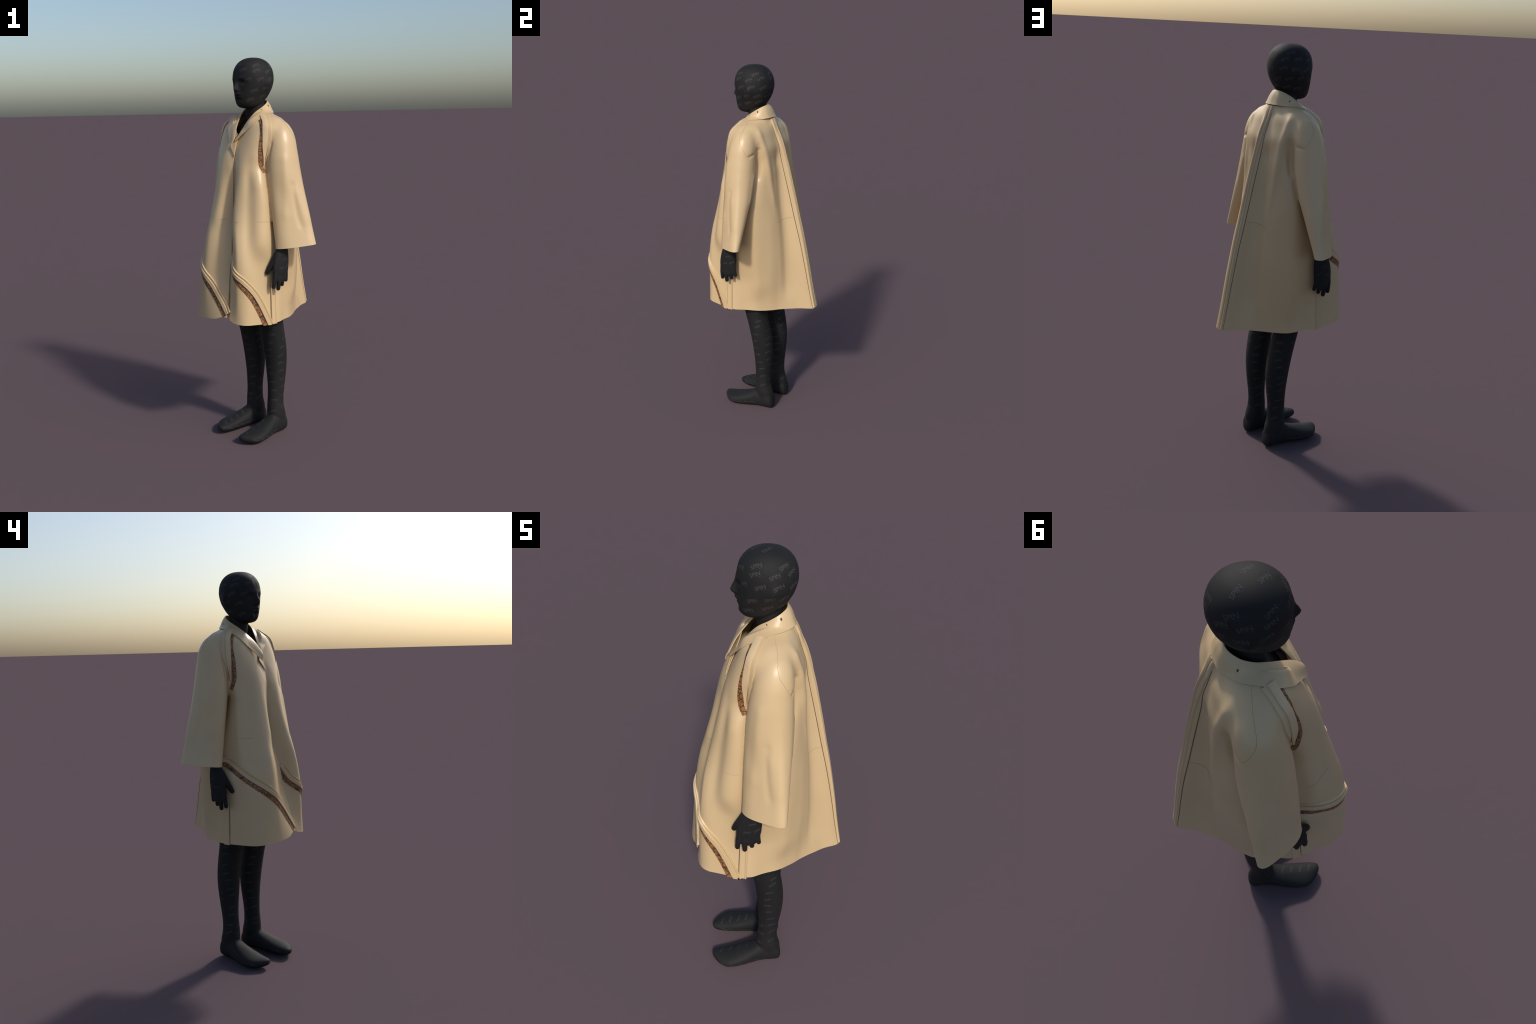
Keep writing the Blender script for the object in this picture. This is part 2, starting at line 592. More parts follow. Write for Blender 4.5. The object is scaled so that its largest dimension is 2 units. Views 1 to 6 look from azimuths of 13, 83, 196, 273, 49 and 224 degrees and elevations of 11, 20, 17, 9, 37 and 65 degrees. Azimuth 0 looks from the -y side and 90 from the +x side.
# front edge and underlap limit
UNDER = 0.028
f = np.where(V[:, 1] < 0, V[:, 0] - front_edge_x(V[:, 2]), 1.0)
V, T, D = split_by(V, T, D, f)
f = np.where(V[:, 1] < 0, V[:, 0] - front_edge_x(V[:, 2]) + UNDER, 1.0)
V, T, D = split_by(V, T, D, f)

c = V[T].mean(1)
cphi = np.abs(np.degrees(np.arctan2(c[:, 0], -c[:, 1])))
sleeve_t = np.where(c[:, 2] > 1.41, np.abs(c[:, 0]) - ARM(c[:, 2]), is_sleeve_value(c)) > 0
front_t = ~sleeve_t & (cphi < SEAM_PHI)
back_t = ~sleeve_t & ~front_t
edge_c = c[:, 0] - front_edge_x(c[:, 2])
THICK = 0.0035


def coat_part(name, mask, parent=root, offset=None, mat=CREAM):
    v, t, n = compact(V, T[mask], D["n"])
    n = n / np.linalg.norm(n, axis=1, keepdims=True)
    if offset is not None:
        v = v + n * offset(v)[:, None]
    vv, ff, nn = shell(v, t, n, THICK)
    return make_object(name, vv, ff, mat, parent, nn)


coat = coat_part("coat", back_t)
coat["label"] = "cream flared coat with collar and reptile trims"


def left_front_offset(v):
    d = v[:, 0] - front_edge_x(v[:, 2])
    depth = 0.009 + 0.014 * smooth01((0.92 - v[:, 2]) / 0.2)
    return -depth * smooth01(1 - (d + UNDER) / 0.06)


def right_front_offset(v):
    d = front_edge_x(v[:, 2]) - v[:, 0]
    return 0.002 * smooth01(1 - d / 0.04)


coat_part("front_panel", front_t & (edge_c > -UNDER), coat, left_front_offset)
coat_part("front_panel", front_t & (edge_c < 0), coat, right_front_offset)
coat_part("sleeve", sleeve_t & (c[:, 0] > 0), coat)
coat_part("sleeve", sleeve_t & (c[:, 0] < 0), coat)


# ------------------------------------------------------------------ ribbons lying on the coat
def resample(P, n):
    P = np.asarray(P, float)
    s = np.r_[0, np.cumsum(np.linalg.norm(np.diff(P, axis=0), axis=1))]
    f = cubic(s, P)
    return f(np.linspace(0, s[-1], n))


def ribbon(name, path, prof, mat, parent=coat, n=90, flip=1, sink=0.003, width_fn=None, floor=0.663, lift_fn=None, fade_in=0.0):
    """prof: list of (across, height) in metres; across is measured to the right of travel."""
    P = resample(path, n)
    Q, NN = [], []
    for p in P:
        q, m = on_coat(p)
        Q.append(q)
        NN.append(m)
    Q, NN = np.array(Q), np.array(NN)
    for _ in range(3):
        Q[1:-1] = (Q[:-2] + 2 * Q[1:-1] + Q[2:]) / 4
        NN[1:-1] = (NN[:-2] + 2 * NN[1:-1] + NN[2:]) / 4
    NN /= np.linalg.norm(NN, axis=1, keepdims=True)
    Tn = np.gradient(Q, axis=0)
    Tn /= np.linalg.norm(Tn, axis=1, keepdims=True)
    S = np.cross(Tn, NN) * flip
    k = len(prof)
    top = np.zeros((n, k, 3))
    bot = np.zeros((n, k, 3))
    for i in range(n):
        w = 1.0 if width_fn is None else width_fn(i / (n - 1))
        fin = 1.0 if not fade_in else float(smooth01((i / (n - 1)) / fade_in))
        for j, (a, h) in enumerate(prof):
            h = h * fin - 0.002 * (1 - fin)
            q, m = on_coat(Q[i] + S[i] * a * w)
            if lift_fn is not None:
                q = q + np.array(m) * float(lift_fn(q[None])[0])
            m2 = NN[i]
            top[i, j] = q + m2 * h
            bot[i, j] = q - m2 * sink
    for _ in range(2):
        top[1:-1] = (top[:-2] + 2 * top[1:-1] + top[2:]) / 4
    Vv = np.vstack([top.reshape(-1, 3), bot.reshape(-1, 3)])
    Vv[:, 2] = np.maximum(Vv[:, 2], floor)
    o = n * k
    F = []
    for i in range(n - 1):
        for j in range(k - 1):
            a, b, c_, d = i * k + j, i * k + j + 1, (i + 1) * k + j + 1, (i + 1) * k + j
            F.append((a, b, c_, d))
            F.append((a + o, d + o, c_ + o, b + o))
        for j, s in ((0, 1), (k - 1, -1)):
            a, d = i * k + j, (i + 1) * k + j
            F.append((a, d, d + o, a + o) if s > 0 else (a, a + o, d + o, d))
    for i in (0, n - 1):
        for j in range(k - 1):
            F.append((i * k + j, i * k + j + o, i * k + j + 1 + o, i * k + j + 1))
    ob = make_object(name, Vv, F, mat, parent)
    bm = bmesh.new()
    bm.from_mesh(ob.data)
    bmesh.ops.recalc_face_normals(bm, faces=bm.faces)
    bm.to_mesh(ob.data)
    bm.free()
    ob.data.set_sharp_from_angle(angle=math.radians(24))
    return ob


def polar_path(pts, n=40):
    """[(phi, z)] on the coat -> 3D points"""
    p = np.array(pts, float)
    f = cubic(np.arange(len(p)), p)
    return [on_coat_radial(*f(t)) for t in np.linspace(0, len(p) - 1, n)]


# diagonal hem bands -- reptile strip below, folded cream band above
SNAKE_PROF = [(-.0125, .0010), (-.006, .0020), (0, .0024), (.006, .0022), (.0130, .0016)]
BAND_PROF = [(-.0440, .0002), (-.0420, .0060), (-.0390, .0064), (-.0315, .0016), (-.0300, .0018), (-.0285, .0088), (-.0268, .0094), (-.0190, .0082), (-.0125, .0080), (-.0108, .0070), (-.0106, .0020)]
RIGHT_DIAG = [(-80, 1.088), (-66, 1.052), (-56, 1.022), (-40, .970), (-26, .920), (-11, .852), (0, .790), (8, .744), (13.4, .708)]
LEFT_DIAG = [(10, 1.030), (14, .996), (18.5, .956), (25, .918), (33, .884), (41, .838), (48.5, .775), (58.5, .671), (62, .635)]
for path, lift in ((RIGHT_DIAG, None), (LEFT_DIAG, left_front_offset)):
    pp = polar_path(path)
    ribbon("reptile_trim", pp, SNAKE_PROF, SNAKE, flip=1, lift_fn=lift)
    ribbon("folded_band", pp, BAND_PROF, CREAM, flip=1, lift_fn=lift)

# armhole trims on the chest
for s in (1, -1):
    arm_path = [(s * .100, -.047, 1.702), (s * .137, -.064, 1.670), (s * .159, -.082, 1.625), (s * .164, -.094, 1.580), (s * .163, -.098, 1.530), (s * .157, -.093, 1.470), (s * .152, -.078, 1.425)]
    ribbon("reptile_trim", arm_path, [(-.0105, .0015), (-.005, .003), (0, .0032), (.005, .003), (.0105, .002)], SNAKE, flip=-s)
    band_path = [(s * .103, -.027, 1.707), (s * .150, -.050, 1.668), (s * .170, -.070, 1.607), (s * .171, -.077, 1.550), (s * .160, -.078, 1.470)]
    ribbon("folded_band", band_path, [(-.0135, .002), (-.0130, .0098), (-.006, .0105), (.006, .0100), (.0120, .0088), (.0130, .001)], CREAM_LIGHT, flip=-s,
           width_fn=lambda t: 1 - 0.75 * smooth01((t - .6) / .4))
    fold_path = [(s * .112, -.012, 1.708), (s * .160, -.034, 1.662), (s * .182, -.050, 1.600), (s * .180, -.064, 1.545), (s * .166, -.070, 1.480)]
    ribbon("folded_band", fold_path, [(-.012, .001), (-.0115, .0045), (.004, .0055), (.0095, .0045), (.0105, .0002)], CREAM, flip=-s,
           width_fn=lambda t: 1 - 0.8 * smooth01((t - .5) / .5))

# centre back pleat
back_path = [on_coat((0, .11 + .0, 1.722))[0]] + [on_coat_radial(180, z) for z in np.linspace(1.69, 0.672, 24)]
ribbon("back_pleat", back_path,
       [(-.0245, -.001), (-.0235, .004), (-.018, .0055), (-.011, .004), (-.0095, .0012), (-.008, .005), (-.002, .0065), (.0005, .0055), (.002, .0015), (.004, .0055), (.012, .0065), (.021, .0075), (.0235, .005), (.0245, -.001)],
       CREAM, n=140, sink=0.004)

# side bands running down to the hem
for s in (1, -1):
    sp = [on_coat_radial(s * SEAM_PHI, z) for z in np.linspace(0.90, 0.664, 14)]
    ribbon("side_band", sp, [(-.016, .0), (-.0145, .006), (-.011, .0065), (-.006, .003), (0, .0035), (.006, .003), (.011, .0055), (.0145, .005), (.016, 0)], CREAM, n=50, fade_in=0.3)


# ------------------------------------------------------------------ thin lines: stitched seams, and baked shade in brown
def line_on_coat(path, r=0.0009, n=60, lift=0.0002, name="seam_and_shade_line", mat=None):
    P = resample(path, n)
    R = []
    Q = np.array([on_coat(p)[0] + on_coat(p)[1] * lift for p in P])
    NN = np.array([on_coat(p)[1] for p in P])
    Tn = np.gradient(Q, axis=0)
    Tn /= np.linalg.norm(Tn, axis=1, keepdims=True)
    S = np.cross(Tn, NN)
    S /= np.linalg.norm(S, axis=1, keepdims=True)
    for i in range(n):
        w = r * (0.35 + 0.65 * math.sin(math.pi * i / (n - 1)) ** 0.5)
        R.append([Q[i] + w * (math.cos(a) * S[i] + math.sin(a) * NN[i]) for a in np.linspace(0, 2 * math.pi, 7)[:-1]])
    v, f_ = ring_loft(R)
    return make_object(name, v, f_, mat or SEAM, coat)


for s in (1, -1):
    # shoulder saddle seam: over the shoulder, round the cap, back to the armpit
    line_on_coat([(s * .105, .020, 1.712), (s * .133, .023, 1.700), (s * .180, .028, 1.667), (s * .222, .033, 1.615), (s * .238, .052, 1.588), (s * .237, .077, 1.558), (s * .205, .095, 1.560), (s * .165, .106, 1.565)], 0.0005)
    # baked shade either side of the back pleat, drawn as brown tubes
    line_on_coat([on_coat_radial(s * (180 - math.degrees(.0255 / w)), z) for z, w in ((1.69, .112), (1.60, .157), (1.50, .183), (1.35, .218), (1.2, .250), (1.05, .281), (.9, .308), (.76, .332), (.67, .347))], 0.0017, n=90, mat=EDGE_AND_SHADE)
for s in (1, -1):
    line_on_coat([on_coat_radial(s * (SEAM_PHI - 4.3), z) for z in np.linspace(.88, .668, 8)], 0.0015, n=40, mat=EDGE_AND_SHADE)
WAIST = 1.190
for a0, a1, w in ((24, 30, .0008), (52, 66, .0006), (-9, 2, .0008), (-62, -34, .0006)):
    line_on_coat(polar_path([(a0, WAIST), ((a0 + a1) / 2, WAIST), (a1, WAIST)]), w, n=24)
for s in (1, -1):
    line_on_coat(polar_path([(s * 174, 1.189), (s * 159, 1.181), (s * 147, 1.172)]), 0.0008)


# ------------------------------------------------------------------ collar
# rows of control points, from the neck edge over the fold to the falling outer edge
def collar_side(s):
    top = [(0, .074, 1.792), (.030, .068, 1.788), (.055, .040, 1.772), (.060, .005, 1.752), (.051, -.033, 1.728), (.036, -.066, 1.690), (.020, -.098, 1.642), (.004, -.128, 1.590)]
    outer = [(0, .106, 1.727), (.045, .097, 1.727), (.077, .068, 1.723), (.097, .038, 1.716), (.108, .005, 1.709), (.113, -.022, 1.701), (.113, -.050, 1.690), (.094, -.090, 1.660), (.058, -.112, 1.632), (.010, -.132, 1.586)]
    if s < 0:
        top[-3:] = [(.031, -.073, 1.693), (.010, -.108, 1.654), (-.010, -.138, 1.602)]
        outer[-3:] = [(.098, -.085, 1.664), (.062, -.118, 1.624), (.006, -.152, 1.562)]
    return np.array(top), np.array(outer)


def build_collar():
    rows = []
    for s in (1, -1):
        t_, o_ = collar_side(s)
        t_, o_ = resample(t_, 50), resample(o_, 50)
        t_[:, 0] *= s
        o_[:, 0] *= s
        rows.append((t_, o_))
    t_ = np.vstack([rows[0][0][::-1], rows[1][0][1:]])
    o_ = np.vstack([rows[0][1][::-1], rows[1][1][1:]])
    n = len(t_)
    k = 12
    V_, F_ = [], []
    for i in range(n):
        out = o_[i] - t_[i]
        hor = np.array([t_[i][0], t_[i][1] - 0.01, 0.0])
        hor /= np.linalg.norm(hor)
        for j in range(k):
            u = j / (k - 1)
            p = t_[i] + out * u + hor * 0.006 * math.sin(math.pi * u) * (1 - u)
            V_.append(p)
    for i in range(n - 1):
        for j in range(k - 1):
            a = i * k + j
            F_.append((a, a + k, a + k + 1, a + 1))
    V_ = np.array(V_)
    # keep the fall just above the coat
    for i in range(len(V_)):
        q, m = on_coat(V_[i])
        d = float(np.dot(V_[i] - q, m))
        u = (i % k) / (k - 1)
        if d < 0.005 and u > 0.3:
            V_[i] = V_[i] + m * (0.005 - d)
    me_v = V_
    T_ = np.array([(a, b, c_) for a, b, c_, d in F_] + [(a, c_, d) for a, b, c_, d in F_])
    N_ = vertex_normals(me_v, T_)
    if np.dot(N_[(n // 2) * k + k // 2], [0, 1, 0]) < 0:
        T_ = T_[:, ::-1]
        N_ = -N_
    vv, ff, nn = shell(me_v, T_, N_, 0.004)
    return make_object("collar", vv, ff, CREAM, coat, nn)


collar = build_collar()


def build_lapel():
    """folded tip of the right front below the collar"""
    A, B, C = (np.array(p) for p in ((.006, -.132, 1.606), (-.020, -.146, 1.566), (.020, -.154, 1.512)))
    n = 12
    idx, V_, T_ = {}, [], []
    for i in range(n + 1):
        for j in range(n + 1 - i):
            p = A + (B - A) * i / n + (C - A) * j / n
            q, m = on_coat(p)
            idx[i, j] = len(V_)
            V_.append(q + m * (0.0065 + 0.003 * (i / n) * (1 - j / n)))
    for i in range(n):
        for j in range(n - i):
            T_.append((idx[i, j], idx[i + 1, j], idx[i, j + 1]))
            if i + j < n - 1:
                T_.append((idx[i + 1, j], idx[i + 1, j + 1], idx[i, j + 1]))
    V_, T_ = np.array(V_), np.array(T_)
    N_ = vertex_normals(V_, T_)
    if N_[:, 1].mean() > 0:
        T_, N_ = T_[:, ::-1], -N_
    vv, ff, nn = shell(V_, T_, N_, 0.003)
    return make_object("lapel", vv, ff, CREAM, coat, nn)


build_lapel()
# collar stand hugging the neck under the fall
stand = []
for j, z in enumerate(np.linspace(0, 1, 6)):
    ring = []
    for a in np.linspace(0, 2 * np.pi, 65)[:-1]:
        x, y = math.sin(a), -math.cos(a)
        front = max(0.0, -y) ** 2
        zz = (1.700 - 0.10 * front) + z * (0.070 + 0.012 * max(0, y) - 0.05 * front)
        rr = 0.066 - 0.006 * z
        ring.append((x * rr, 0.012 + y * rr * 1.0, zz))
    stand.append(ring)


# dark diamond patches added on the collar for mesh-glitch holes and a dent
_cb = BVHTree.FromPolygons([tuple(v.co) for v in collar.data.vertices], [tuple(p.vertices) for p in collar.data.polygons])


def dark_diamond(p, w, h, tilt):
    q, n_, i_, d_ = _cb.find_nearest(Vector(p))
    q, n_ = np.array(q), np.array(n_)
    if np.dot(n_, q - np.array([0, .01, q[2]])) < 0:
        n_ = -n_
    up = np.array([0, 0, 1.0]) - n_ * n_[2]
    up /= np.linalg.norm(up)
    r = np.cross(up, n_)
    r, up = r * math.cos(tilt) + up * math.sin(tilt), up * math.cos(tilt) - r * math.sin(tilt)
    ring = [r * w, up * h, -r * w, -up * h]
    vs = [q + n_ * .0009] + [q + e + n_ * .0006 for e in ring] + [q + e - n_ * .002 for e in ring]
    fs = [(0, 1 + k, 1 + (k + 1) % 4) for k in range(4)] + [(1 + k, 5 + k, 5 + (k + 1) % 4, 1 + (k + 1) % 4) for k in range(4)]
    return make_object("dark_diamond", vs, fs, MARK_DARK, coat, smooth=False)


DARK_DIAMONDS = ((.066, .046, 1.761, .0045, .0075, 0.1), (.070, -.006, 1.743, .0022, .0060, 0.9), (-.083, .050, 1.752, .0030, .0060, -0.3))
for ex, ey, ez, ew, eh, et in DARK_DIAMONDS:
    dark_diamond((ex, ey, ez), ew, eh, et)


# ------------------------------------------------------------------ body
def ellipse_ring(cx, cy, z, rx, ry, n=48, p=2.0):
    t = np.linspace(0, 2 * np.pi, n + 1)[:-1]
    c_, s_ = np.cos(t), np.sin(t)
    return np.c_[cx + rx * np.sign(c_) * np.abs(c_) ** (2 / p), cy + ry * np.sign(s_) * np.abs(s_) ** (2 / p), np.full(n, z)]


HEAD = [  # z, front y, back y, half width
    (1.748, -.060, -.015, .020), (1.752, -.078, .000, .033), (1.760, -.090, .018, .046), (1.772, -.098, .038, .057),
    (1.785, -.102, .052, .064), (1.80, -.104, .066, .071), (1.82, -.105, .080, .080), (1.845, -.105, .093, .090), (1.87, -.106, .101, .096),
    (1.895, -.108, .105, .098), (1.91, -.108, .105, .098)]
_hd = cubic([h[0] for h in HEAD], np.array([h[1:] for h in HEAD]))
HX = 0.005


def gauss(x, m, s):
    return np.exp(-((x - m) / s) ** 2)


def head_solid():
    zs = np.concatenate([np.linspace(1.748, 1.98, 110), 2.0 - 0.02 * (1 - np.linspace(0, 1, 24)[1:]) ** 2])
    rings = []
    t = np.linspace(0, 2 * np.pi, 145)[:-1]
    nose = cubic([1.74, 1.826, 1.832, 1.838, 1.845, 1.857, 1.875, 1.893, 1.91, 2.0], [0, .006, .014, .0215, .0250, .0215, .0110, .0025, 0, 0])
    for z in zs:
        yf, yb, w = _hd(np.array(min(z, 1.895)))
        if z > 1.895:
            crown = (z - 1.895) / 0.105
            yf, yb, w = np.array([yf, yb, w]) * max(1 - crown ** 2.3, 1e-4) ** (1 / 2.3)
        cy, ry = (yf + yb) / 2, (yb - yf) / 2
        c_, s_ = np.cos(t), np.sin(t)
        x = w * np.sign(c_) * np.abs(c_) ** (2 / 2.1)
        y = cy + ry * np.sign(s_) * np.abs(s_) ** (2 / 2.1)
        f_ = (s_ < 0) * 1.0
        d = nose(np.array(z)) * gauss(x, 0, .0095 + 0.10 * max(0, .006 - abs(z - 1.84)))
        d = d + .0045 * gauss(z, 1.840, .008) * (gauss(x, .011, .007) + gauss(x, -.011, .007))
        d = d - .0062 * (gauss(x, .034, .017) + gauss(x, -.034, .017)) * gauss(z, 1.876, .011)
        d = d + .0030 * (gauss(x, .030, .024) + gauss(x, -.030, .024)) * gauss(z, 1.896, .009)
        d = d + .0110 * gauss(x, 0, .020) * gauss(z, 1.8185, .0055) + .0085 * gauss(x, 0, .018) * gauss(z, 1.8055, .0055)
        d = d - .0030 * gauss(x, 0, .016) * gauss(z, 1.8122, .0022) - .0025 * gauss(x, 0, .02) * gauss(z, 1.792, .006)
        d = d + .0045 * gauss(x, 0, .020) * gauss(z, 1.772, .011)
        y = y - d * f_ - 0.003 * f_ * gauss(x, 0, .05)
        ear = .0100 * gauss(y, .016, .018) * gauss(z, 1.866, .028)
        x = x + np.sign(x) * ear * (np.abs(c_) > .3)
        rings.append(np.c_[x + HX, y, np.full(len(t), z)])
    return ring_loft(rings)


neck = [ellipse_ring(HX * .8, .012, 1.80, .046, .047), ellipse_ring(.003, .006, 1.765, .049, .049), ellipse_ring(.002, .012, 1.735, .050, .050),
        ellipse_ring(0, .018, 1.705, .056, .053), ellipse_ring(0, .02, 1.68, .080, .060), ellipse_ring(0, .018, 1.655, .115, .072), ellipse_ring(0, .012, 1.62, .135, .085),
        ellipse_ring(0, .0, 1.55, .140, .100), ellipse_ring(0, .0, 1.45, .125, .105), ellipse_ring(0, .01, 1.25, .115, .095), ellipse_ring(0, .01, 1.10, .125, .10), ellipse_ring(0, .01, .98, .135, .105)]
BV, BT = fuse([head_solid(), ring_loft(neck)], 0.0030, 4)


def body_parts(V_, T_, cuts, names):
    """cuts: list of per-vertex functions; region id = number of positive cuts"""
    N_ = vertex_normals(V_, T_)
    D_ = {"n": N_}
    for g in cuts:
        V_, T_, D_ = split_by(V_, T_, D_, g(V_))
    cc = V_[T_].mean(1)
    rid = sum((g(cc) > 0).astype(int) for g in cuts)
    obs = []
    for i, nm in enumerate(names):
        v, t, n_ = compact(V_, T_[rid == i], D_["n"])
        n_ = n_ / np.linalg.norm(n_, axis=1, keepdims=True)
        obs.append(make_object(nm, v, t.tolist(), BLACK, root, n_))
    return obs


body_parts(BV, BT, [lambda P: P[:, 2] - 1.66, lambda P: P[:, 2] - (1.765 + 0.35 * (P[:, 1] - 0.0))], ["torso", "neck", "head"])

# legs and feet
LEG = [(0.050, .086, .056, .034, .046), (.09, .086, .050, .0430, .0545), (.15, .086, .0425, .0422, .0480), (.20, .086, .044, .0405, .0450), (.25, .087, .047, .0425, .0465), (.30, .087, .050, .0465, .0505),
       (.35, .087, .051, .0515, .0550), (.40, .088, .050, .0560, .0585), (.45, .090, .046, .0585, .0605), (.50, .092, .039, .0600, .0610), (.55, .094, .030, .0605, .0612),
       (.60, .095, .019, .0615, .0620), (.667, .097, .008, .0630, .0640), (.80, .095, .000, .0700, .0760), (.95, .085, .000, .0780, .0880), (1.03, .08, .005, .0700, .0850)]
# foot stations, heel to toe: y, centre x, half width, sole z, top z
FOOT = [(.110, .086, .012, .020, .040), (.106, .086, .025, .008, .068), (.094, .087, .034, .002, .095), (.070, .087, .039, .000, .115), (.040, .088, .041, .000, .118), (.005, .092, .044, .001, .112),
        (-.030, .097, .050, .001, .095), (-.070, .102, .055, .001, .082), (-.110, .105, .058, .001, .071), (-.145, .105, .056, .002, .063), (-.172, .098, .047, .005, .057),
        (-.194, .088, .033, .012, .052), (-.208, .081, .020, .020, .048), (-.214, .079, .009, .027, .043)]


def foot_solid(s):
    rings = []
    f_ = cubic([-q[0] for q in FOOT], np.array([q[1:] for q in FOOT]))
    t = np.linspace(0, 2 * np.pi, 49)[:-1]
    for y in np.linspace(-.110, .214, 60):
        cx, w, z0, z1 = f_(np.array(y))
        c_, s_ = np.cos(t), np.sin(t)
        zc = (z0 + z1) / 2
        h = (z1 - z0) / 2
        x = cx + w * np.sign(c_) * np.abs(c_) ** (2 / 2.3)
        z = zc + h * np.sign(s_) * np.abs(s_) ** (2 / 2.3)
        # outer edge lower than the instep / big toe side
        outer = np.clip((x - cx) / max(w, 1e-4), -1, 1)
        z = np.where(z > zc, zc + (z - zc) * (1 - 0.22 * np.clip(outer, 0, 1) * smooth01((y - .0) / .1)), z)
        rings.append(np.c_[s * x, np.full(len(t), -y), z])
    return ring_loft(rings)


def leg_solid(s):
    f_ = cubic([q[0] for q in LEG], np.array([q[1:] for q in LEG]))
    rings = []
    for z in np.linspace(.055, 1.03, 80):
        cx, cy, rx, ry = f_(np.array(z))
        rings.append(ellipse_ring(s * cx, cy, z, rx, ry))
    return ring_loft(rings)


SKINS = {}
for s in (1, -1):
    v, t = fuse([foot_solid(s), leg_solid(s)], 0.0034, 14)
    v[:, 2] -= v[:, 2].min()
    v[:, 0] += 0.003 + s * 0.05 * np.maximum(0, -v[:, 1] - .02) * smooth01((.13 - v[:, 2]) / .05)
    body_parts(v, t, [lambda P: P[:, 2] - (0.115 + 0.45 * (P[:, 1] - .04))], ["foot", "leg"])
    SKINS[("leg", s)] = (v, t)

# arms and hands
def tube(pts, n=20, steps=26):
    """tapered limb through (x, y, z, r, flat) points"""
    P = np.array(pts, float)
    sN = np.r_[0, np.cumsum(np.linalg.norm(np.diff(P[:, :3], axis=0), axis=1))]
    f_ = cubic(sN, P)
    ss = np.linspace(0, sN[-1], steps)
    Q = f_(ss)
    Tn = np.gradient(Q[:, :3], axis=0)
    Tn /= np.linalg.norm(Tn, axis=1, keepdims=True)
    rings = []
    t = np.linspace(0, 2 * np.pi, n + 1)[:-1]
    for i in range(steps):
        yv = np.array([0, 1.0, 0])
        yv = yv - Tn[i] * np.dot(yv, Tn[i])
        yv /= np.linalg.norm(yv)
        xv = np.cross(Tn[i], yv)
        r, fl = Q[i, 3], Q[i, 4]
        rings.append(Q[i, :3] + np.cos(t)[:, None] * yv * r + np.sin(t)[:, None] * xv * r * fl)
    # rounded tip
    tip = rings[-1]
    cen = tip.mean(0)
    r = Q[-1, 3]
    for a in (0.35, 0.7, 0.95):
        rings.append(cen + (tip - cen) * math.sqrt(1 - a * a) + Tn[-1] * r * a * 0.9)
    return ring_loft(rings)


def hand_solids(s):
    def m(pts):
        return [(s * (p[0] + .004), *p[1:]) for p in pts]
    return [
        tube(m([(.264, -.020, 1.20, .020, .60), (.258, -.032, 1.12, .026, .55), (.2515, -.044, 1.065, .033, .56), (.252, -.050, 1.02, .043, .50), (.253, -.056, .98, .0485, .42), (.254, -.060, .945, .0490, .36), (.254, -.062, .915, .0440, .32)]), n=28, steps=44),
        tube(m([(.253, -.094, .945, .0130, 1), (.253, -.100, .90, .0112, 1), (.248, -.1025, .862, .0100, 1)])),
        tube(m([(.255, -.072, .945, .0130, 1), (.256, -.0745, .89, .0112, 1), (.250, -.0735, .850, .0100, 1)])),
        tube(m([(.254, -.049, .945, .0130, 1), (.254, -.048, .90, .0108, 1), (.247, -.045, .867, .0096, 1)])),
        tube(m([(.252, -.026, .950, .0125, 1), (.252, -.0225, .91, .0104, 1), (.247, -.0185, .886, .0092, 1)])),
        tube(m([(.247, -.072, 1.030, .018, 1), (.238, -.092, .990, .0160, 1), (.226, -.107, .958, .0135, 1), (.216, -.116, .934, .0112, 1)])),
    ]


for s in (1, -1):
    v, t = fuse(hand_solids(s), 0.0020, 4)
    body_parts(v, t, [lambda P: P[:, 2] - 1.09], ["hand", "arm"])
    SKINS[("hand", s)] = (v, t)
SKINS[("head", 1)] = (BV, BT)


# ------------------------------------------------------------------ printed lettering
def word_mesh(word):
    cu = bpy.data.curves.new("word", "FONT")
    cu.body = word
    cu.align_x = "CENTER"
    cu.align_y = "CENTER"
    cu.size = 1.0
    cu.resolution_u = 3
    ob = bpy.data.objects.new("word", cu)
    bpy.context.scene.collection.objects.link(ob)
    dg = bpy.context.evaluated_depsgraph_get()
    me = bpy.data.meshes.new_from_object(ob.evaluated_get(dg))
    bm = bmesh.new()
    bm.from_mesh(me)
    bmesh.ops.triangulate(bm, faces=bm.faces)
    v = np.array([p.co[:] for p in bm.verts])
    f_ = [tuple(q.index for q in p.verts) for p in bm.faces]
    bm.free()
    bpy.data.objects.remove(ob)
    bpy.data.meshes.remove(me)
    bpy.data.curves.remove(cu)
    # the short rule under the end of the word
    o = len(v)
    w = v[:, 0].max()
    bar = np.array([(w * .35, -.52, 0), (w, -.52, 0), (w, -.48, 0), (w * .35, -.48, 0)])
    return np.vstack([v, bar]), f_ + [(o, o + 1, o + 2), (o, o + 2, o + 3)]


WV, WF = word_mesh("SPIN")
WV = WV / (WV[:, 0].max() - WV[:, 0].min())      # one unit long


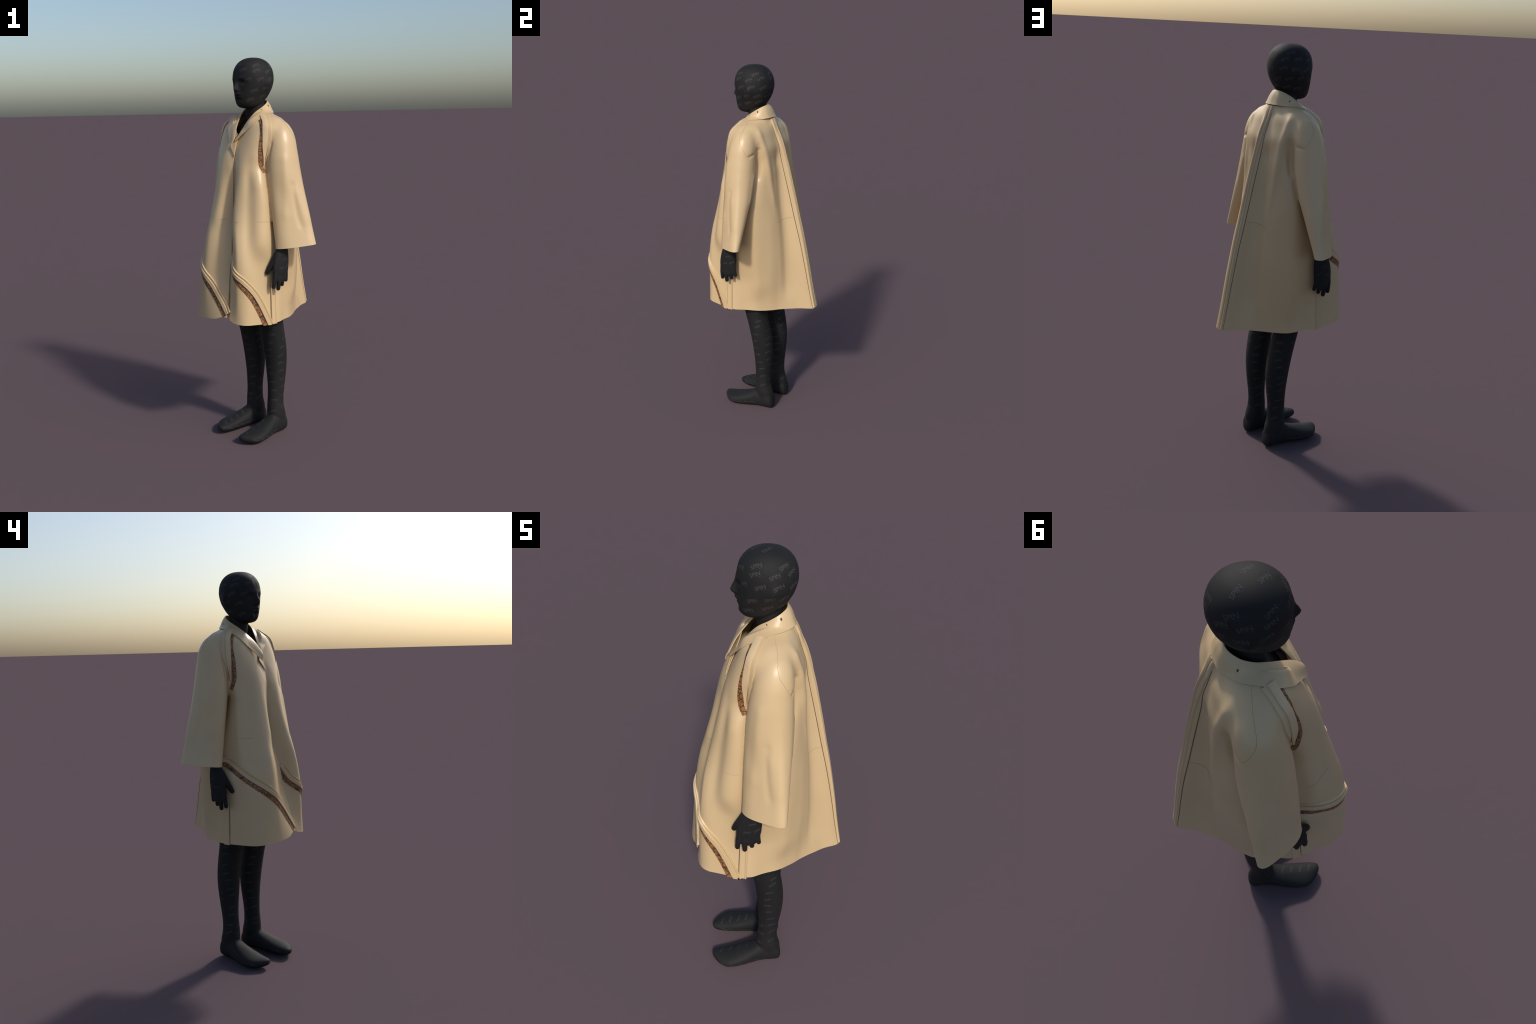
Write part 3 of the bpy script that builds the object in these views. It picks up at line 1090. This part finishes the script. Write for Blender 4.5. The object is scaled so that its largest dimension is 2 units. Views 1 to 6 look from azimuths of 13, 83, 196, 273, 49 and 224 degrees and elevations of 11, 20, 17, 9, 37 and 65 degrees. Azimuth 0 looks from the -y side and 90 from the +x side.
def stamp(bvh, spots, length, squash=1.0):
    """spots: (point, tilt radians, up vector) -> lettering laid on the skin"""
    VV, FF, o = [], [], 0
    for p, tilt, up in spots:
        q, n_, i, d = bvh.find_nearest(Vector(p))
        if q is None:
            continue
        n_ = np.array(n_)
        q = np.array(q)
        u = np.array(up, float)
        u = u - n_ * np.dot(u, n_)
        if np.linalg.norm(u) < 1e-3:
            continue
        u /= np.linalg.norm(u)
        r = np.cross(u, n_)
        ct, st = math.cos(tilt), math.sin(tilt)
        ru, uu = ct * r + st * u, ct * u - st * r
        for x, y, z in WV:
            w = q + ru * x * length + uu * y * length * squash
            h, hn, hi, hd = bvh.find_nearest(Vector(w))
            VV.append(np.array(h) + np.array(hn) * 0.0005)
        FF += [tuple(k + o for k in f__) for f__ in WF]
        o += len(WV)
    return np.array(VV), FF


def bvh_of(v, t):
    return BVHTree.FromPolygons([tuple(p) for p in v], [tuple(q) for q in t.tolist()])


rng = np.random.default_rng(7)
lett = []
hb = bvh_of(BV, BT)
spots = []
for i, (z, n) in enumerate([(1.785, 8), (1.837, 10), (1.887, 10), (1.934, 9), (1.972, 6)]):
    for k in range(n):
        a = 2 * math.pi * (k + 0.5 * (i % 2) + 0.05 * rng.standard_normal()) / n
        # leave the middle of the face clear
        d = abs((a + math.pi) % (2 * math.pi) - math.pi)
        if d < 0.45 and 1.79 < z < 1.90:
            continue
        p = (HX + .11 * math.sin(a), -.11 * math.cos(a), z + 0.003 * rng.standard_normal())
        spots.append((p, 0.42 + 0.10 * rng.standard_normal(), (0, 0, 1)))
for x, y in ((-.03, .03), (.035, -.01), (.0, -.05)):
    spots.append(((x, y, 2.01), 0.3, (1, .4, 0)))
lett.append(stamp(hb, spots, 0.039))
for s in (1, -1):
    v, t = SKINS[("leg", s)]
    b = bvh_of(v, t)
    spots = []
    for col in range(5):
        for row in range(11):
            z = .15 + row * .047 + 0.02 * (col % 2) + 0.006 * rng.standard_normal()
            a = 2 * math.pi * (col + 0.25 * math.sin(row * .7 + s)) / 5 + .4
            p = (s * .09 + .1 * math.sin(a), .045 - .1 * math.cos(a), z)
            spots.append((p, 0.30 + 0.12 * rng.standard_normal(), (0, 0, 1)))
    for y in (-.18, -.14, -.10, -.06, -.02):
        spots.append(((s * (.092 - .012), y, .12), -0.35, (0, 1, .2)))
        spots.append(((s * .16, y + .02, .03), -0.2, (0, 0, 1)))
        spots.append(((s * .03, y + .02, .03), -0.2, (0, 0, 1)))
    lett.append(stamp(b, spots, 0.034, 0.72))
    v, t = SKINS[("hand", s)]
    b = bvh_of(v, t)
    spots = [((s * .3, -.045, 1.0), .2, (0, 0, 1)), ((s * .3, -.068, .958), .1, (0, 0, 1)), ((s * .3, -.02, .965), .5, (0, 0, 1)), ((s * .2, -.05, .98), .2, (0, 0, 1))]
    lett.append(stamp(b, spots, 0.028, 0.8))
lv, lf = join(lett)
letters = make_object("printed_lettering", lv, lf, PRINT, root)
letters["kind"] = "stuff"

# remove left-over data
for me in list(bpy.data.meshes):
    if me.users == 0:
        bpy.data.meshes.remove(me)
